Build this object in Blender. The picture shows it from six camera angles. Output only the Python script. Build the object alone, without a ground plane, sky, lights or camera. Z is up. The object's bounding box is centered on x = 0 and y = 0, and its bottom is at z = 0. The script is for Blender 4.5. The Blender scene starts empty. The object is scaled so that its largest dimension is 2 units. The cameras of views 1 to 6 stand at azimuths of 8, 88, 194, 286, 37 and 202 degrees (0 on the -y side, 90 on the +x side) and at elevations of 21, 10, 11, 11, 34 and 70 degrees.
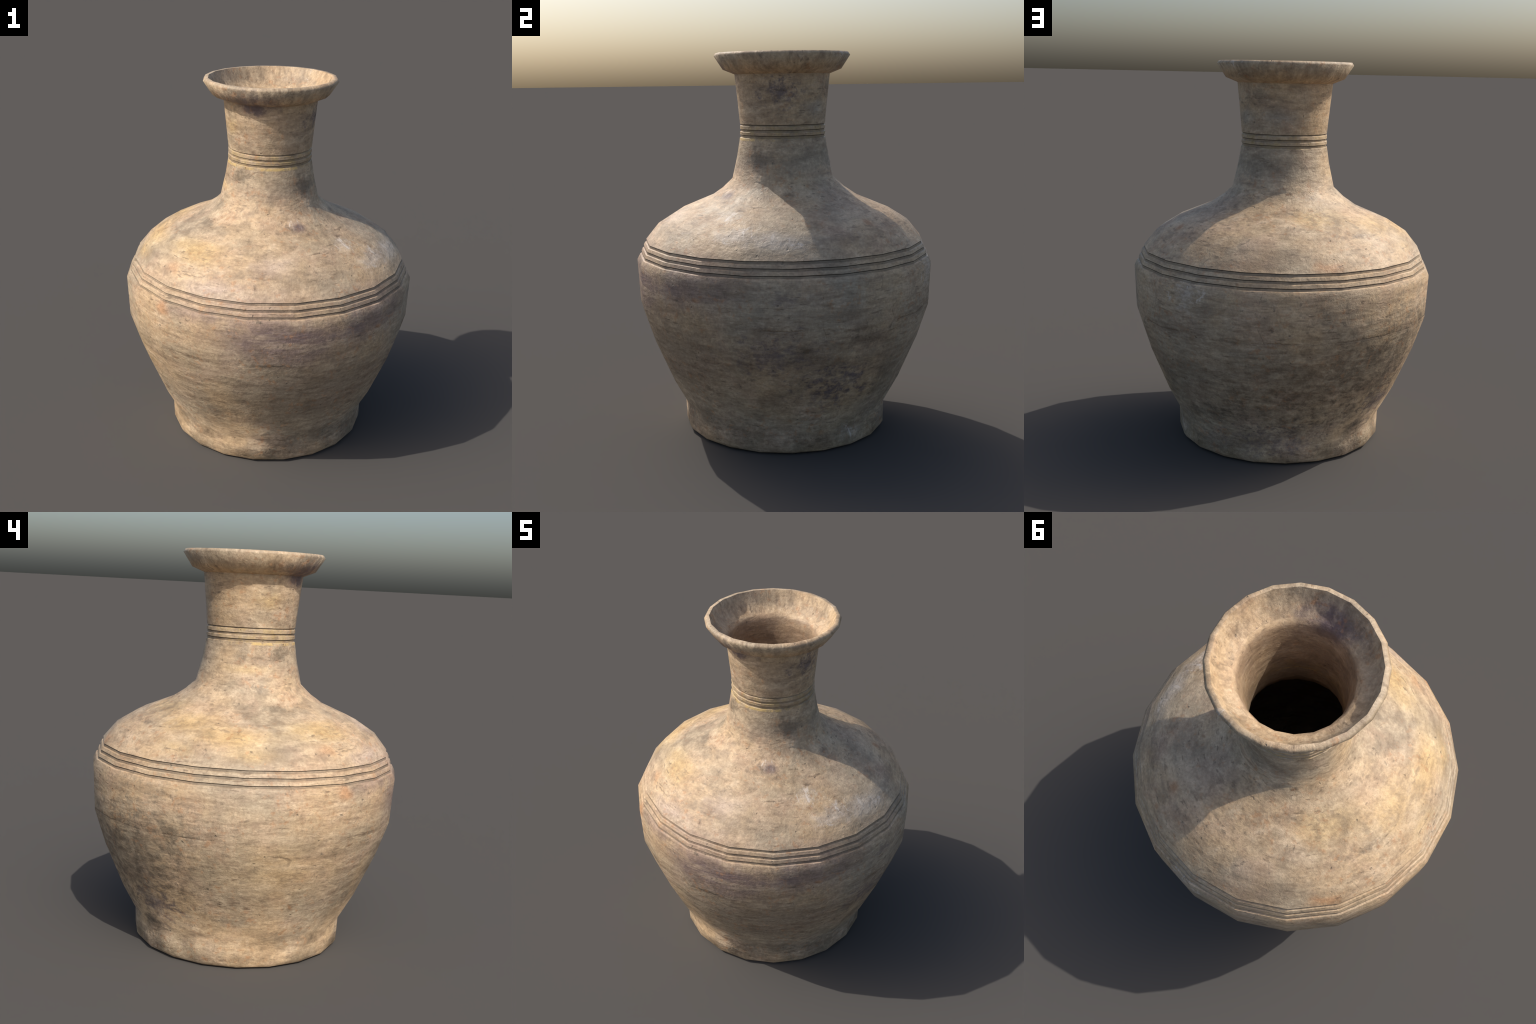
"""Hand-thrown clay jar: a turned profile in rings of twenty facets, cut into named parts,
with a weathered, stained clay surface made in shader nodes."""
import bpy, math
import numpy as np

SIDES = 20

# ------------------------------------------------------------------ profile
# Each section runs from the foot up over the lip and down inside:
# (part, [(radius, height, sharp ring?)...]); sections share their end rings.
def incised(r, z, step_r, step_z, inset, rise):
    """One cut line: overhanging edge above, dark slit, near-upright floor, small step out below."""
    return dict(edge=(r, z), back=(r - inset - 0.0045, z - 0.0016), top=(r - inset, z - 0.0040 + (0.0010 if r < 0.3 else 0.0)),
                low=(r - inset + rise, step_z + 0.0030), step=(step_r, step_z))

BELLY_CUTS = [  # from the lowest cut to the highest
    incised(0.7665, 0.9664, 0.7750, 0.9500, 0.0020, 0.0020),
    incised(0.7537, 0.9988, 0.7605, 0.9818, 0.0020, 0.0020),
    incised(0.7390, 1.0304, 0.7465, 1.0131, 0.0020, 0.0020),
]
NECK_CUTS = [
    incised(0.2262, 1.5795, 0.2270, 1.5625, 0.0042, 0.0002),
    incised(0.2255, 1.6085, 0.2262, 1.5935, 0.0042, 0.0002),
    incised(0.2250, 1.6345, 0.2255, 1.6245, 0.0042, 0.0002),
]

def band(cuts):
    """Rings of a group of cut lines, bottom to top, all edges crisp."""
    rings, slits = [], []
    for c in cuts:
        rings += [(*c["step"], True), (*c["low"], True), (*c["top"], True)]
        slits.append(len(rings) - 1)            # the two strips above this ring are the slit
        rings.append((*c["back"], True))
        slits.append(len(rings) - 1)
        rings.append((*c["edge"], True))
    return rings, slits

belly_band, belly_slits = band(BELLY_CUTS)
neck_band, neck_slits = band(NECK_CUTS)

SECTIONS = [
    ("base", [(0.0, 0.0, False), (0.30, 0.0, False), (0.518, 0.0, True)]),
    ("foot", [(0.518, 0.0, True), (0.535, 0.010, True), (0.5465, 0.028, False), (0.5485, 0.090, False), (0.5497, 0.149, False)]),
    ("belly", [(0.5497, 0.149, False), (0.6272, 0.2942, False), (0.7230, 0.5206, False), (0.7795, 0.6960, False),
               (0.7902, 0.9204, False), (0.7750, 0.9500, True)]),
    ("shoulder_groove_band", belly_band),
    ("shoulder", [belly_band[-1], (0.6694, 1.1155, False), (0.5646, 1.1813, False), (0.3925, 1.2529, False),
                  (0.3230, 1.3000, False), (0.2699, 1.3496, False)]),
    ("neck", [(0.2699, 1.3496, False), (0.2420, 1.4700, False), (0.2270, 1.5625, True)]),
    ("neck_groove_band", neck_band),
    ("neck", [neck_band[-1], (0.2370, 1.7600, False), (0.2505, 1.8904, True)]),
    ("lip", [(0.2505, 1.8904, True), (0.3112, 1.9146, False), (0.3575, 1.9848, False), (0.3480, 1.9995, False),
             (0.3310, 2.0000, True), (0.3080, 1.9460, False), (0.2840, 1.9150, False), (0.2560, 1.8970, False)]),
    ("inner_wall", [(0.2560, 1.8970, False), (0.2400, 1.8830, False), (0.2300, 1.8550, False), (0.2190, 1.8000, False), (0.2100, 1.7000, False), (0.2030, 1.6000, False),
                    (0.2070, 1.4700, False), (0.2400, 1.3600, False), (0.3450, 1.2400, False), (0.6300, 1.0800, False), (0.7250, 0.9200, False),
                    (0.7150, 0.7000, False), (0.5800, 0.3000, False), (0.5000, 0.1200, False), (0.0, 0.0900, False)]),
]

def build_shell():
    """The whole jar as one closed surface; returns vertices, faces, part per face, sharp rings."""
    rings, parts_of_step, slit_steps, sharp = [], [], set(), []
    for part, sec in SECTIONS:
        marks = {"shoulder_groove_band": belly_slits, "neck_groove_band": neck_slits}.get(part, [])
        start = len(rings) - 1 if rings else 0
        seq = sec if not rings else sec[1:]
        for r, z, s in seq:
            if rings:
                parts_of_step.append(part)
            rings.append((r, z)); sharp.append(s)
        for k in marks:
            slit_steps.add(start + k)
    verts, index = [], []
    for r, z in rings:
        if r == 0.0:
            index.append([len(verts)] * SIDES); verts.append((0, 0, z)); continue
        row = []
        for k in range(SIDES):
            a = math.tau * k / SIDES
            row.append(len(verts)); verts.append((r * math.cos(a), r * math.sin(a), z))
        index.append(row)
    faces, tags = [], []
    for i in range(len(rings) - 1):
        for k in range(SIDES):
            k2 = (k + 1) % SIDES
            f = [index[i][k], index[i][k2], index[i + 1][k2], index[i + 1][k]]
            f = list(dict.fromkeys(f))
            faces.append(f)
            tags.append((parts_of_step[i], i in slit_steps, i))
    sharp_edges = {frozenset((index[i][k], index[i][(k + 1) % SIDES])) for i in range(len(rings)) if sharp[i] and rings[i][0] > 0 for k in range(SIDES)}
    return verts, faces, tags, sharp_edges

# ------------------------------------------------------------------ shader helper
class Net:
    def __init__(self, name):
        self.mat = bpy.data.materials.new(name)
        self.mat.use_nodes = True
        self.t = self.mat.node_tree
        self.t.nodes.clear()
    def node(self, kind, **props):
        n = self.t.nodes.new(kind)
        for k, v in props.items():
            setattr(n, k, v)
        return n
    def put(self, sock, v):
        if isinstance(v, bpy.types.NodeSocket):
            self.t.links.new(v, sock)
        elif v is not None:
            if sock.type == "RGBA" and len(v) == 3:
                v = (*v, 1)
            sock.default_value = v
    def math(self, op, a, b=0.0, c=None, clamp=False):
        n = self.node("ShaderNodeMath", operation=op, use_clamp=clamp)
        self.put(n.inputs[0], a); self.put(n.inputs[1], b)
        if c is not None: self.put(n.inputs[2], c)
        return n.outputs[0]
    def vec(self, op, a, b=None):
        n = self.node("ShaderNodeVectorMath", operation=op)
        self.put(n.inputs[0], a)
        if b is not None: self.put(n.inputs[1], b)
        return n.outputs["Value"] if op == "LENGTH" else n.outputs[0]
    def noise(self, vec, scale, detail=4.0, rough=0.55, distort=0.0, color=False):
        n = self.node("ShaderNodeTexNoise")
        self.put(n.inputs["Vector"], vec); self.put(n.inputs["Scale"], scale)
        self.put(n.inputs["Detail"], detail); self.put(n.inputs["Roughness"], rough); self.put(n.inputs["Distortion"], distort)
        return n.outputs["Color" if color else "Fac"]
    def remap(self, v, a, b, c=0.0, d=1.0, smooth=True):
        n = self.node("ShaderNodeMapRange", interpolation_type="SMOOTHSTEP" if smooth else "LINEAR", clamp=True)
        for s, x in zip(n.inputs[:5], (v, a, b, c, d)): self.put(s, x)
        return n.outputs[0]
    def mix(self, fac, a, b, blend="MIX"):
        n = self.node("ShaderNodeMix", data_type="RGBA", blend_type=blend)
        self.put(n.inputs["Factor"], fac); self.put(n.inputs["A"], a); self.put(n.inputs["B"], b)
        return n.outputs["Result"]

def polar(az, z):
    """Point on the outside of the jar at an azimuth (degrees from +x) and a height."""
    prof = [(0.0, .53), (.03, .546), (.165, .564), (.294, .627), (.52, .723), (.695, .777), (.92, .79), (1.03, .739), (1.1155, .669),
            (1.181, .5646), (1.253, .3925), (1.30, .323), (1.35, .27), (1.56, .2264), (1.634, .2246), (1.89, .2505), (1.915, .311), (1.985, .357), (2.0, .348)]
    r = float(np.interp(z, [p[0] for p in prof], [p[1] for p in prof]))
    return (r * math.cos(math.radians(az)), r * math.sin(math.radians(az)), z)

# colours (linear)
TAN = (0.540, 0.380, 0.224)
STONE = (0.410, 0.322, 0.218)
PALE = (0.625, 0.480, 0.322)
PINK = (0.490, 0.328, 0.228)
OCHRE = (0.640, 0.430, 0.180)
RUST = (0.430, 0.200, 0.080)
SOOT = (0.110, 0.090, 0.066)
BROWN = (0.170, 0.118, 0.074)
PURPLE = (0.150, 0.105, 0.105)
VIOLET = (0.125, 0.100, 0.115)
MAUVE = (0.205, 0.145, 0.128)
ROSE = (0.500, 0.390, 0.320)
CHALK = (0.660, 0.570, 0.480)
ASH = (0.285, 0.228, 0.158)
DUN = (0.300, 0.230, 0.165)
COOL = (0.315, 0.287, 0.238)

# stains: (azimuth, height, half width, half height, colour, strength, raggedness)
STAINS = [
    # yellow bloom of the shoulder and neck
    (-168, 1.150, 0.26, 0.060, OCHRE, 0.64, 0.18), (-125, 1.175, 0.26, 0.060, OCHRE, 0.64, 0.20), (-160, 1.085, 0.16, 0.045, OCHRE, 0.51, 0.18),
    (-141, 1.765, 0.10, 0.060, OCHRE, 0.51, 0.23), (130, 1.235, 0.24, 0.060, OCHRE, 0.47, 0.20), (165, 1.190, 0.22, 0.060, OCHRE, 0.47, 0.18),
    (-165, 1.430, 0.15, 0.035, OCHRE, 0.42, 0.23), (170, 1.090, 0.16, 0.050, OCHRE, 0.34, 0.18), (-150, 0.560, 0.45, 0.200, OCHRE, 0.19, 0.18),
    # rosy and chalky patches of the shoulder
    (-105, 1.060, 0.24, 0.055, ROSE, 0.60, 0.40), (-81, 1.160, 0.16, 0.060, ROSE, 0.55, 0.40), (-5, 1.110, 0.20, 0.055, CHALK, 0.50, 0.50),
    (-33, 1.196, 0.07, 0.030, CHALK, 0.65, 1.00), (-24, 1.125, 0.14, 0.045, CHALK, 0.55, 0.70), (-60, 1.285, 0.06, 0.030, ROSE, 0.50, 0.50),
    (20, 1.129, 0.14, 0.050, MAUVE, 0.35, 0.50), (20, 1.205, 0.20, 0.050, ASH, 0.35, 0.60),
    # grey and purple patches of the belly
    (5, 0.720, 0.55, 0.340, COOL, 0.55, 0.30), (70, 0.620, 0.55, 0.400, COOL, 0.45, 0.30), (10, 0.520, 0.40, 0.150, BROWN, 0.30, 0.50),
    (-76, 0.835, 0.55, 0.185, MAUVE, 0.92, 0.25), (-38, 0.870, 0.36, 0.120, MAUVE, 0.65, 0.35), (-76, 0.865, 0.30, 0.100, PURPLE, 0.75, 0.35), (-69, 0.745, 0.18, 0.080, MAUVE, 0.60, 0.45),
    (-108, 0.945, 0.20, 0.050, MAUVE, 0.55, 0.40), (-45, 0.890, 0.22, 0.100, PURPLE, 0.50, 0.50), (-55, 0.640, 0.30, 0.120, BROWN, 0.30, 0.50),
    (-75, 0.380, 0.40, 0.180, BROWN, 0.32, 0.55), (-52, 0.140, 0.22, 0.100, SOOT, 0.50, 0.50), (-110, 0.330, 0.14, 0.050, SOOT, 0.45, 0.90),
    (-126, 0.925, 0.060, 0.050, RUST, 0.65, 0.60), (-118, 0.935, 0.09, 0.040, PURPLE, 0.40, 0.50), (-126, 0.350, 0.09, 0.060, PURPLE, 0.45, 1.00),
    (-50, 0.500, 0.46, 0.360, DUN, 0.60, 0.35), (-85, 0.560, 0.30, 0.200, DUN, 0.45, 0.40), (-50, 1.730, 0.24, 0.160, DUN, 0.45, 0.50), (-65, 1.440, 0.22, 0.090, DUN, 0.50, 0.60),
    (-112, 0.702, 0.12, 0.013, BROWN, 0.75, 0.50), (-82, 0.706, 0.16, 0.013, SOOT, 0.75, 0.60), (87, 0.700, 0.11, 0.015, SOOT, 0.65, 0.60), (60, 0.705, 0.10, 0.016, BROWN, 0.60, 0.60),
    (-7, 0.712, 0.20, 0.016, BROWN, 0.60, 0.60), (25, 0.690, 0.14, 0.018, BROWN, 0.60, 0.80), (94, 0.622, 0.06, 0.012, SOOT, 0.70, 0.50), (135, 0.700, 0.16, 0.016, SOOT, 0.55, 0.70),
    (-88, 1.020, 0.42, 0.120, (0.370, 0.260, 0.215), 0.50, 0.25), (-40, 0.990, 0.30, 0.090, (0.370, 0.260, 0.215), 0.40, 0.30),
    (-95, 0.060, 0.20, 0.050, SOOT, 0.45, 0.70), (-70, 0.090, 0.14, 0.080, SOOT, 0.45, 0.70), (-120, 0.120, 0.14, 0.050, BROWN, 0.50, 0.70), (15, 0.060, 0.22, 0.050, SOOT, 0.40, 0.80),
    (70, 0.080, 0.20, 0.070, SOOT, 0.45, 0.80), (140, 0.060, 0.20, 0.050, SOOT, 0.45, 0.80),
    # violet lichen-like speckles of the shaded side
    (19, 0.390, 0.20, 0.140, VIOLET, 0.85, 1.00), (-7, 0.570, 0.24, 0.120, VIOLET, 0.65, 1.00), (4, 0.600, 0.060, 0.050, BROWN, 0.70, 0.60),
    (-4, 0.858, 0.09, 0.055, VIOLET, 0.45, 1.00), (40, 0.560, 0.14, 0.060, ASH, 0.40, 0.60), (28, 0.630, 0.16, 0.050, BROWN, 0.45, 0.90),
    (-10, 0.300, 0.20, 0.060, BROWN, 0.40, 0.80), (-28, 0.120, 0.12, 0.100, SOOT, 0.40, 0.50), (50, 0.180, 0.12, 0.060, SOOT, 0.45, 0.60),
    # soot and grime towards the back
    (156, 0.620, 0.50, 0.340, ASH, 0.70, 1.00), (152, 0.460, 0.36, 0.260, SOOT, 0.60, 1.00), (168, 0.760, 0.30, 0.120, SOOT, 0.50, 1.00),
    (148, 0.170, 0.14, 0.045, SOOT, 0.85, 0.70), (158, 0.300, 0.16, 0.120, VIOLET, 0.60, 1.00), (112, 0.430, 0.46, 0.260, BROWN, 0.70, 1.00), (95, 0.300, 0.30, 0.120, SOOT, 0.50, 1.00),
    (120, 0.836, 0.11, 0.060, SOOT, 0.60, 1.00), (142, 0.620, 0.07, 0.045, SOOT, 0.60, 0.90), (68, 0.270, 0.18, 0.060, SOOT, 0.60, 0.90),
    (99, 0.130, 0.26, 0.110, VIOLET, 0.55, 1.00), (120, 0.200, 0.24, 0.080, SOOT, 0.45, 1.00), (118, 0.620, 0.30, 0.150, BROWN, 0.40, 0.80),
    (120, 0.930, 0.12, 0.030, BROWN, 0.45, 0.50), (179, 0.520, 0.12, 0.200, BROWN, 0.35, 1.00), (-172, 0.600, 0.05, 0.200, BROWN, 0.25, 0.90),
    (-163, 0.270, 0.13, 0.045, ASH, 0.75, 0.40), (-158, 0.060, 0.09, 0.050, SOOT, 0.50, 0.50), (-175, 0.080, 0.09, 0.060, ASH, 0.45, 0.50),
    (-135, 0.170, 0.18, 0.030, ASH, 0.50, 0.70), (-160, 0.708, 0.07, 0.018, BROWN, 0.70, 0.50), (-106, 0.705, 0.07, 0.020, BROWN, 0.60, 0.60),
    (68, 0.900, 0.10, 0.090, CHALK, 0.60, 1.00), (33, 0.090, 0.08, 0.040, CHALK, 0.45, 1.00), (121, 1.052, 0.10, 0.035, RUST, 0.60, 0.80),
    (41, 1.164, 0.045, 0.025, RUST, 0.65, 0.60), (-128, 1.105, 0.07, 0.035, RUST, 0.45, 0.70), (-36, 0.830, 0.030, 0.018, RUST, 0.60, 0.60),
    (142, 1.165, 0.11, 0.014, SOOT, 0.70, 0.80), (130, 1.170, 0.05, 0.030, ASH, 0.55, 1.00), (-140, 1.258, 0.07, 0.020, ASH, 0.70, 0.90),
    (-57, 1.275, 0.055, 0.028, PURPLE, 0.85, 0.50), (0, 1.290, 0.05, 0.025, BROWN, 0.70, 0.60), (-165, 1.262, 0.11, 0.025, ASH, 0.65, 0.80),
    # neck and lip
    (177, 1.345, 0.10, 0.060, ASH, 0.70, 0.50), (-173, 1.510, 0.05, 0.045, ASH, 0.60, 0.80), (-122, 1.515, 0.09, 0.050, SOOT, 0.65, 1.00),
    (-128, 1.248, 0.17, 0.035, ASH, 0.65, 0.80), (-150, 1.335, 0.04, 0.040, SOOT, 0.50, 0.80), (-35, 1.460, 0.10, 0.060, SOOT, 0.75, 0.70),
    (10, 1.450, 0.22, 0.090, ASH, 0.70, 0.60), (75, 1.470, 0.20, 0.080, ASH, 0.75, 0.60), (-6, 1.800, 0.11, 0.090, VIOLET, 0.80, 1.00),
    (45, 1.720, 0.11, 0.060, COOL, 0.70, 0.30), (70, 1.830, 0.10, 0.050, ASH, 0.60, 0.80), (-97, 1.870, 0.07, 0.040, PURPLE, 0.65, 0.50),
    (-106, 1.920, 0.20, 0.085, VIOLET, 0.90, 0.60), (-100, 1.900, 0.15, 0.060, PURPLE, 0.80, 0.50), (-120, 1.960, 0.13, 0.050, ASH, 0.70, 0.90), (-75, 1.975, 0.16, 0.030, ASH, 0.70, 0.90), (95, 1.720, 0.12, 0.060, COOL, 0.60, 0.30), (-20, 1.930, 0.10, 0.040, BROWN, 0.35, 0.80),
    (135, 1.950, 0.20, 0.050, ASH, 0.45, 0.80), (75, 1.930, 0.20, 0.040, BROWN, 0.40, 0.80),
]

def clay(name, streak="ring", stains=(), painted_shade=0.0, painted_shade_tone=SOOT):
    n = Net(name)
    pos = n.node("ShaderNodeTexCoord").outputs["Object"]
    sep = n.node("ShaderNodeSeparateXYZ"); n.put(sep.inputs[0], pos)
    x, y, z = sep.outputs
    r = n.math("MAXIMUM", n.math("SQRT", n.math("ADD", n.math("MULTIPLY", x, x), n.math("MULTIPLY", y, y))), 0.02)
    def around(k, m, rk=0.0):
        """Coordinates that follow the wheel: k along the turn, m up the wall, rk across the radius."""
        c = n.node("ShaderNodeCombineXYZ")
        n.put(c.inputs[0], n.math("MULTIPLY", n.math("DIVIDE", x, r), k))
        n.put(c.inputs[1], n.math("MULTIPLY", n.math("DIVIDE", y, r), k))
        zz = n.math("MULTIPLY", z, m)
        if rk: zz = n.math("ADD", zz, n.math("MULTIPLY", r, rk))
        n.put(c.inputs[2], zz)
        return c.outputs[0]
    flow, fine, coarse, hairs = {
        "ring": ((2.0, 13.0, -5.0), (13.0, 85.0, -40.0), (8.0, 52.0, -24.0), 1.0),
        "dome": ((2.6, 8.0, -6.0), (11.0, 36.0, -32.0), (6.0, 18.0, -16.0), 1.0),
        "neck": ((1.2, 15.0), (5.0, 75.0), (3.2, 42.0), 1.0),
        "lip": ((5.5, 7.0, 7.0), (17.0, 24.0, 14.0), (9.0, 15.0, 10.0), 1.0),
    }[streak]
    smear = around(5.5, 16.0, -3.0) if streak == "ring" else around(4.5, 13.0, -9.0) if streak == "dome" else around(2.2, 14.0) if streak == "neck" else around(5.0, 10.0, 8.0)
    scratch = around(9.0, 70.0, -20.0) if streak == "ring" else around(7.0, 40.0, -36.0) if streak == "dome" else around(4.0, 60.0) if streak == "neck" else around(14.0, 12.0, 10.0)
    flow, fine, coarse = around(*flow), around(*fine), around(*coarse)
    broad = n.noise(pos, 2.3, 3, 0.5)
    patch = n.noise(pos, 5.5, 5, 0.6)
    ragged = n.noise(pos, 15.0, 6, 0.65)
    blotch = n.noise(pos, 24.0, 6, 0.7, 0.3)
    mottle = n.noise(pos, 12.0, 5, 0.62, 0.5)
    speckle = n.math("ADD", n.math("MULTIPLY", blotch, 0.5), n.math("MULTIPLY", n.noise(around(12.0, 34.0, -10.0) if streak == "ring" else pos, 1.0 if streak == "ring" else 42.0, 5, 0.7), 0.5))
    streaks = n.noise(flow, 1.0, 6, 0.62)
    chaff = n.noise(coarse, 1.0, 5, 0.68)
    dust = n.noise(pos, 60.0, 5, 0.7)
    hair = n.noise(fine, 1.0, 4, 0.6)
    grain = n.noise(pos, 85.0, 3, 0.6)

    col = n.mix(n.remap(broad, 0.38, 0.62), TAN, STONE)
    col = n.mix(n.math("MULTIPLY", n.remap(patch, 0.45, 0.66), 0.38), col, PINK)
    col = n.mix(n.math("MULTIPLY", n.remap(mottle, 0.50, 0.72), 0.55), col, PALE)
    # located stains
    for az, h, hw, hh, tone, strength, rag in stains:
        d = n.vec("MULTIPLY", n.vec("SUBTRACT", pos, polar(az, h)), (1 / hw, 1 / hw, 1 / hh))
        dist = n.vec("LENGTH", d)
        src = speckle if rag > 0.99 else ragged
        v = n.math("ADD", dist, n.math("MULTIPLY", n.math("SUBTRACT", src, 0.5), rag * (7.5 if rag > 0.99 else 3.2)))
        edge = (1.10, -0.20) if tone is VIOLET and rag > 0.99 else (1.20, -0.50) if rag > 0.99 else (1.10, 0.05)
        col = n.mix(n.remap(v, *edge, 0.0, strength), col, tone)
    # wheel marks, fine mottling, dark and rusty flecks
    col = n.mix(n.math("MULTIPLY", n.remap(streaks, 0.51, 0.66), 0.65), col, n.mix(0.60, col, PALE))
    col = n.mix(n.math("MULTIPLY", n.remap(streaks, 0.49, 0.33), 0.75), col, n.mix(0.50, col, BROWN))
    vary = n.remap(n.noise(pos, 3.6, 4), 0.42, 0.64, 0.05, 1.0)
    col = n.mix(n.math("MULTIPLY", n.math("MULTIPLY", n.remap(hair, 0.48, 0.33), vary), 0.38 * hairs), col, BROWN)
    col = n.mix(n.math("MULTIPLY", n.remap(mottle, 0.44, 0.30), 0.50), col, n.mix(0.5, col, SOOT))
    # stray curved scratches
    line = n.remap(n.math("ABSOLUTE", n.math("SUBTRACT", n.noise(pos, 3.6, 1.5, 0.5, 0.3), 0.5)), 0.009, 0.001)
    line = n.math("MULTIPLY", line, n.remap(n.noise(pos, 10.0, 4, 0.65), 0.53, 0.66))
    col = n.mix(n.math("MULTIPLY", line, 0.45), col, BROWN)
    # thin dark scratches along the wheel marks
    nick = n.math("MULTIPLY", n.remap(n.noise(scratch, 1.0, 3, 0.6), 0.60, 0.68), n.remap(n.noise(pos, 6.5, 3), 0.42, 0.58))
    col = n.mix(n.math("MULTIPLY", nick, 0.65), col, BROWN)
    fleck = n.math("MULTIPLY", n.remap(blotch, 0.58, 0.70), n.remap(patch, 0.42, 0.60))
    col = n.mix(n.math("MULTIPLY", fleck, 0.70), col, SOOT)
    smudge = n.math("MULTIPLY", n.remap(n.noise(smear, 1.0, 6, 0.7, 0.3), 0.54, 0.68), n.remap(n.noise(pos, 2.9, 2), 0.40, 0.60, 0.25, 1.0))
    col = n.mix(n.math("MULTIPLY", smudge, 0.50), col, BROWN)
    rust = n.math("MULTIPLY", n.remap(n.noise(pos, 31.0, 4, 0.6), 0.54, 0.68), n.remap(n.noise(pos, 4.1, 2), 0.42, 0.58))
    col = n.mix(n.math("MULTIPLY", rust, 0.45), col, RUST)
    col = n.mix(n.math("MULTIPLY", n.remap(grain, 0.62, 0.38), 0.20), col, n.mix(0.7, col, BROWN))
    # light and dark tone in the grain of the clay
    tone = n.math("MULTIPLY", n.remap(chaff, 0.30, 0.70, 0.74, 1.24, smooth=False), n.remap(dust, 0.30, 0.70, 0.84, 1.16, smooth=False))
    gc = n.node("ShaderNodeCombineColor")
    for i in range(3): n.put(gc.inputs[i], n.math("POWER", tone, (0.92, 1.0, 1.06)[i]))
    col = n.mix(1.0, col, gc.outputs[0], "MULTIPLY")
    # pits
    vor = n.node("ShaderNodeTexVoronoi", feature="F1")
    n.put(vor.inputs["Vector"], n.vec("ADD", pos, n.vec("MULTIPLY", n.noise(pos, 40, 2, color=True), (0.02, 0.02, 0.02))))
    n.put(vor.inputs["Scale"], 24.0)
    wsep = n.node("ShaderNodeSeparateColor"); n.put(wsep.inputs[0], vor.outputs["Color"])
    pit = n.math("MULTIPLY", n.remap(vor.outputs["Distance"], 0.15, 0.06), n.math("GREATER_THAN", wsep.outputs[0], 0.82))
    col = n.mix(n.math("MULTIPLY", pit, 0.55), col, SOOT)
    # chalky scrapes
    chip = n.remap(n.noise(around(13.0, 16.0) if streak in ("ring", "dome") else around(6.0, 11.0, 9.0), 1.0, 5, 0.7, 0.6), 0.55, 0.63)
    for az, h, hw, hh in SCRAPES:
        d = n.vec("LENGTH", n.vec("MULTIPLY", n.vec("SUBTRACT", pos, polar(az, h)), (1 / hw, 1 / hw, 1 / hh)))
        col = n.mix(n.math("MULTIPLY", n.math("MULTIPLY", chip, n.remap(d, 1.0, 0.4)), 0.80), col, CHALK)
    crack = None
    if streak == "ring":
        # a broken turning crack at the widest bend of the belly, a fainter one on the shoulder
        wob = n.math("MULTIPLY", n.math("SUBTRACT", n.noise(pos, 6.0, 4, 0.6), 0.5), 0.022)
        for h, w, amount in ((0.704, 0.0065, 0.9),):
            d = n.math("ABSOLUTE", n.math("SUBTRACT", n.math("ADD", z, wob), h))
            gate = n.remap(n.noise(pos, 3.2 + 90 * w, 4, 0.65), 0.47, 0.60)
            c = n.math("MULTIPLY", n.math("MULTIPLY", n.remap(n.math("ADD", d, n.math("MULTIPLY", n.math("SUBTRACT", speckle, 0.5), 0.02)), w, w * -0.2), gate), amount)
            crack = c if crack is None else n.math("MAXIMUM", crack, c)
        # crescent left by a finger nail
        rel = n.vec("SUBTRACT", pos, polar(-150.5, 0.604))
        d = n.vec("MULTIPLY", rel, (1 / 0.066, 1 / 0.066, 1 / 0.030))
        d = n.math("ADD", n.vec("LENGTH", d), n.math("MULTIPLY", n.math("SUBTRACT", ragged, 0.5), 0.9))
        arc = n.remap(n.math("ABSOLUTE", n.math("SUBTRACT", d, 1.0)), 0.30, 0.02)
        dn = n.node("ShaderNodeVectorMath", operation="DOT_PRODUCT")
        n.put(dn.inputs[0], rel); n.put(dn.inputs[1], (0.25, -0.43, 0.85))
        arc = n.math("MULTIPLY", n.math("MULTIPLY", arc, n.remap(dn.outputs["Value"], 0.004, 0.026)), 0.8)
        crack = n.math("MAXIMUM", crack, arc)
        col = n.mix(n.math("MULTIPLY", crack, 0.62), col, BROWN)
    if streak == "neck":
        # ochre slip left along the lower edge of the neck rings
        side = n.math("ADD", n.math("MULTIPLY", y, -3.0), n.math("MULTIPLY", x, -0.5))
        line = n.math("MULTIPLY", n.remap(n.math("ABSOLUTE", n.math("SUBTRACT", z, 1.5575)), 0.009, 0.004), n.remap(n.math("ADD", side, n.math("MULTIPLY", n.math("SUBTRACT", ragged, 0.5), 5.0)), 0.1, 1.0))
        col = n.mix(n.math("MULTIPLY", line, 0.70), col, (0.66, 0.46, 0.17))
        inner = n.math("MULTIPLY", n.remap(n.math("ABSOLUTE", n.math("SUBTRACT", z, 1.598)), 0.037, 0.034), n.remap(blotch, 0.46, 0.60))
        col = n.mix(n.math("MULTIPLY", inner, 0.45), col, (0.46, 0.33, 0.13))
    if painted_shade:
        col = n.mix(n.math("MULTIPLY", n.remap(n.noise(pos, 9.0, 4, 0.6), 0.30, 0.62, 0.6, 1.0), n.remap(z, 1.893, 1.868, 0.0, painted_shade) if name.startswith("throat") else painted_shade), col, painted_shade_tone)
    # relief
    h = n.math("MULTIPLY", streaks, 0.007)
    h = n.math("ADD", h, n.math("MULTIPLY", hair, 0.0011 if streak != "lip" else 0.0004))
    h = n.math("ADD", h, n.math("MULTIPLY", blotch, 0.0060))
    h = n.math("SUBTRACT", h, n.math("MULTIPLY", pit, 0.0025))
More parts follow.
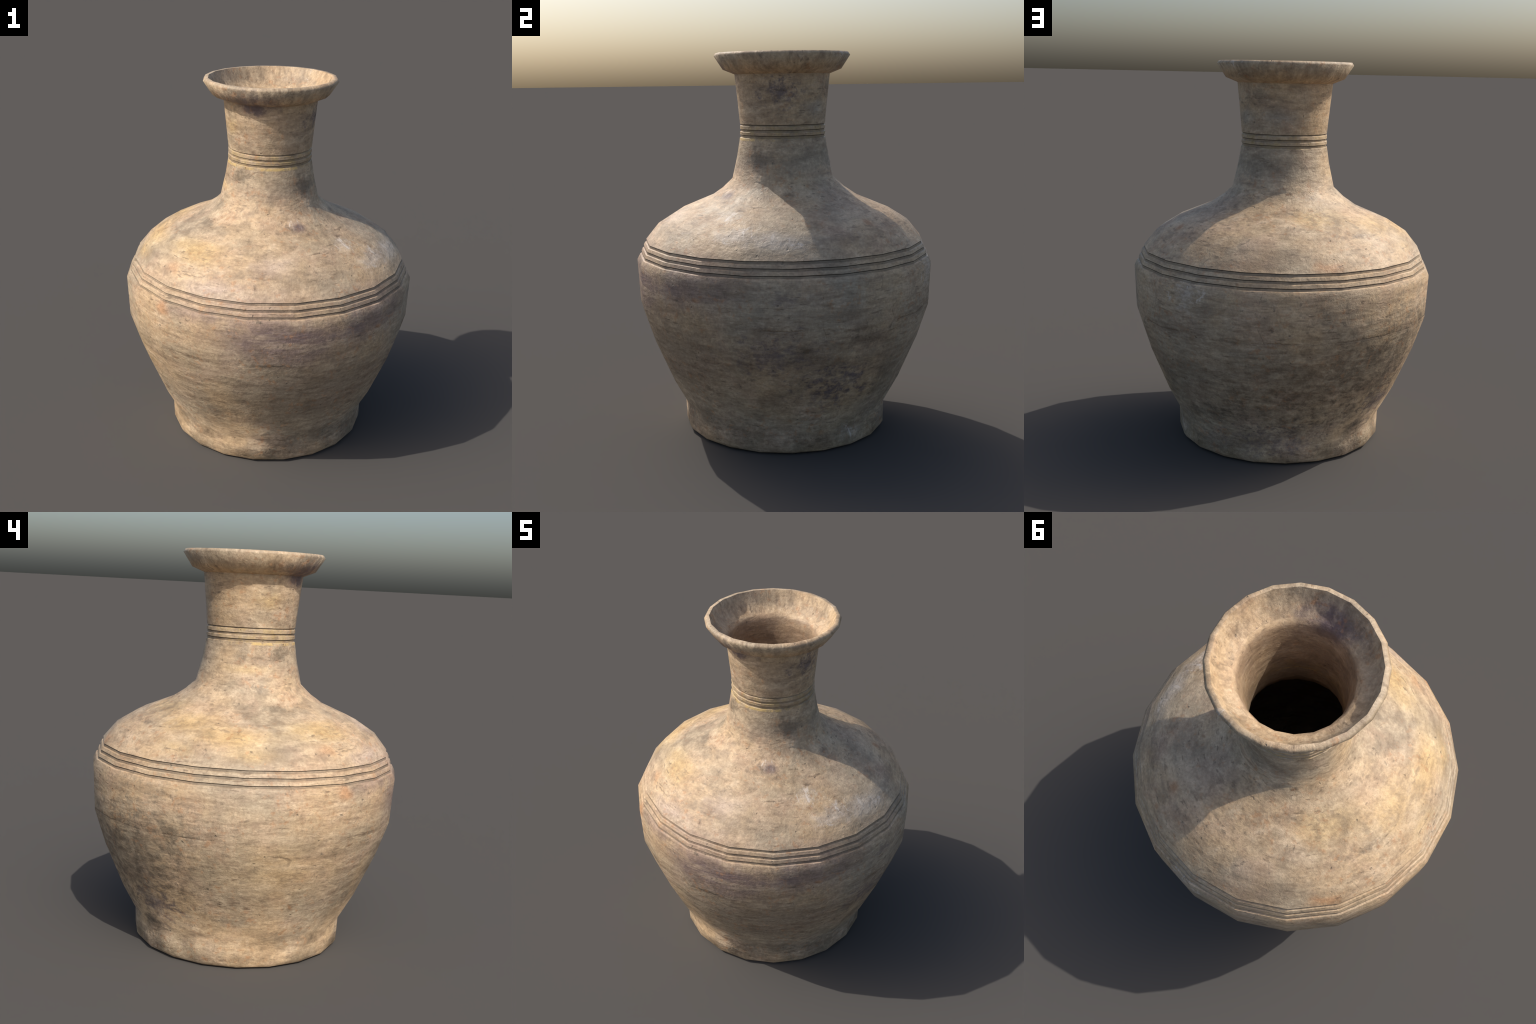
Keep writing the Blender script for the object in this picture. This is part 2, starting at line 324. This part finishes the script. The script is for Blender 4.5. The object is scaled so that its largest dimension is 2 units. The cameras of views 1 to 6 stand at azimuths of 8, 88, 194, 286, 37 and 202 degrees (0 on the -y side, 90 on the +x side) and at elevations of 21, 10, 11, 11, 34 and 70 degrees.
    if crack is not None:
        h = n.math("SUBTRACT", h, n.math("MULTIPLY", crack, 0.0022))
        # soft thumb dents round the foot
        dents = n.noise(around(3.6, 6.0), 1.0, 0.5, 0.5)
        h = n.math("ADD", h, n.math("MULTIPLY", n.math("MULTIPLY", dents, n.remap(z, 0.36, 0.10)), 0.070))
    bump = n.node("ShaderNodeBump"); n.put(bump.inputs["Height"], h); n.put(bump.inputs["Strength"], 0.8); n.put(bump.inputs["Distance"], 1.0)
    b = n.node("ShaderNodeBsdfPrincipled")
    n.put(b.inputs["Base Color"], col)
    n.put(b.inputs["Roughness"], n.remap(patch, 0.3, 0.7, 0.46, 0.66))
    n.put(b.inputs["Specular IOR Level"], 0.40)
    n.put(b.inputs["Normal"], bump.outputs[0])
    out = n.node("ShaderNodeOutputMaterial"); n.put(out.inputs[0], b.outputs[0])
    return n.mat

SCRAPES = [(68, 0.890, 0.20, 0.100), (-33, 1.196, 0.11, 0.045), (-23, 1.130, 0.22, 0.055), (-5, 1.110, 0.20, 0.040), (33, 0.095, 0.10, 0.060),
           (-60, 1.290, 0.06, 0.035), (60, 1.960, 0.16, 0.060)]

def dark_slit(name):
    n = Net(name)
    pos = n.node("ShaderNodeTexCoord").outputs["Object"]
    b = n.node("ShaderNodeBsdfPrincipled")
    n.put(b.inputs["Base Color"], n.mix(n.noise(pos, 22, 4), (0.065, 0.053, 0.040), (0.160, 0.120, 0.075)))
    n.put(b.inputs["Roughness"], 0.9)
    out = n.node("ShaderNodeOutputMaterial"); n.put(out.inputs[0], b.outputs[0])
    return n.mat

# ------------------------------------------------------------------ assemble
def main():
    verts, faces, tags, sharp_edges = build_shell()
    whole = bpy.data.meshes.new("whole_jar")
    whole.from_pydata(verts, [], faces)
    whole.polygons.foreach_set("use_smooth", [True] * len(faces))
    flags = [frozenset(e.vertices) in sharp_edges for e in whole.edges]
    att = whole.attributes.new("sharp_edge", "BOOLEAN", "EDGE")
    att.data.foreach_set("value", flags)
    whole.update()
    normals = [tuple(c.vector) for c in whole.corner_normals]

    root = bpy.data.objects.new("clay_jar", None)
    bpy.context.collection.objects.link(root)
    root.empty_display_size = 0.2
    root["label"] = "weathered tan clay jar with flared lip and incised bands"
    root["category"] = "pottery jar"

    ringed = clay("turned_clay", "ring", [t for t in STAINS if t[1] < 1.12])
    domed = clay("shoulder_clay", "dome", [t for t in STAINS if 0.95 < t[1] < 1.55])
    necked = clay("neck_clay", "neck", [t for t in STAINS if t[1] > 1.2])
    flared = clay("lip_clay", "lip", [t for t in STAINS if t[1] > 1.7])
    ringed_floor = clay("groove_floor_clay", "ring", [t for t in STAINS if 0.78 < t[1] < 1.12], 0.52, (0.125, 0.105, 0.080))  # floor colour darkened to paint in the shade inside the grooves
    neck_floor = clay("neck_groove_floor_clay", "neck", [t for t in STAINS if 1.4 < t[1] < 1.8], 0.42, BROWN)  # browned so the neck ring recesses look shadowed
    throat = clay("throat_clay", "neck", [t for t in STAINS if t[1] > 1.8], 0.60, (0.150, 0.095, 0.062))  # throat shadow tinted into the clay colour below the crease
    dark = dark_slit("groove_dirt")
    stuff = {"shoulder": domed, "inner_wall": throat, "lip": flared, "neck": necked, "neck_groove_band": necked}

    def piece(name, face_ids, parent, mat):
        used, remap_v = [], {}
        fs, ns = [], []
        for fi in face_ids:
            p = whole.polygons[fi]
            fs.append([remap_v.setdefault(v, len(remap_v)) for v in p.vertices])
            ns += [normals[l] for l in p.loop_indices]
        me = bpy.data.meshes.new(name)
        me.from_pydata([verts[v] for v in remap_v], [], fs)
        me.polygons.foreach_set("use_smooth", [True] * len(fs))
        me.update()
        me.normals_split_custom_set(ns)
        me.materials.append(mat)
        ob = bpy.data.objects.new(name, me)
        ob.parent = parent
        bpy.context.collection.objects.link(ob)
        return ob

    groups = {}
    for fi, (part, slit, step) in enumerate(tags):
        groups.setdefault((part, slit), {}).setdefault(step, []).append(fi)
    objs = {}
    for (part, slit), steps in groups.items():
        if not slit:
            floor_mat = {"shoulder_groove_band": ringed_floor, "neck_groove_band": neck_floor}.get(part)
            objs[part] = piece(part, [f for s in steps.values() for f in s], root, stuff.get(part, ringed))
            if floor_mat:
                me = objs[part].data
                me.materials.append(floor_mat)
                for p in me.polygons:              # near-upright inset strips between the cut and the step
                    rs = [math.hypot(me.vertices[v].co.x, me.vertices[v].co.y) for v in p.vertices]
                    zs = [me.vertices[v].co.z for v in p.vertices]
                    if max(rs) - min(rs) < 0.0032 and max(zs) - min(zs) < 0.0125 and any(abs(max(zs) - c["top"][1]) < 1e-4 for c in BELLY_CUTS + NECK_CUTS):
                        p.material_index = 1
    for (part, slit), steps in groups.items():
        if slit:
            keys = sorted(steps)
            for a in range(0, len(keys), 2):
                piece("incised_line", steps[keys[a]] + steps[keys[a + 1]], objs[part], dark)
    bpy.data.meshes.remove(whole)

main()
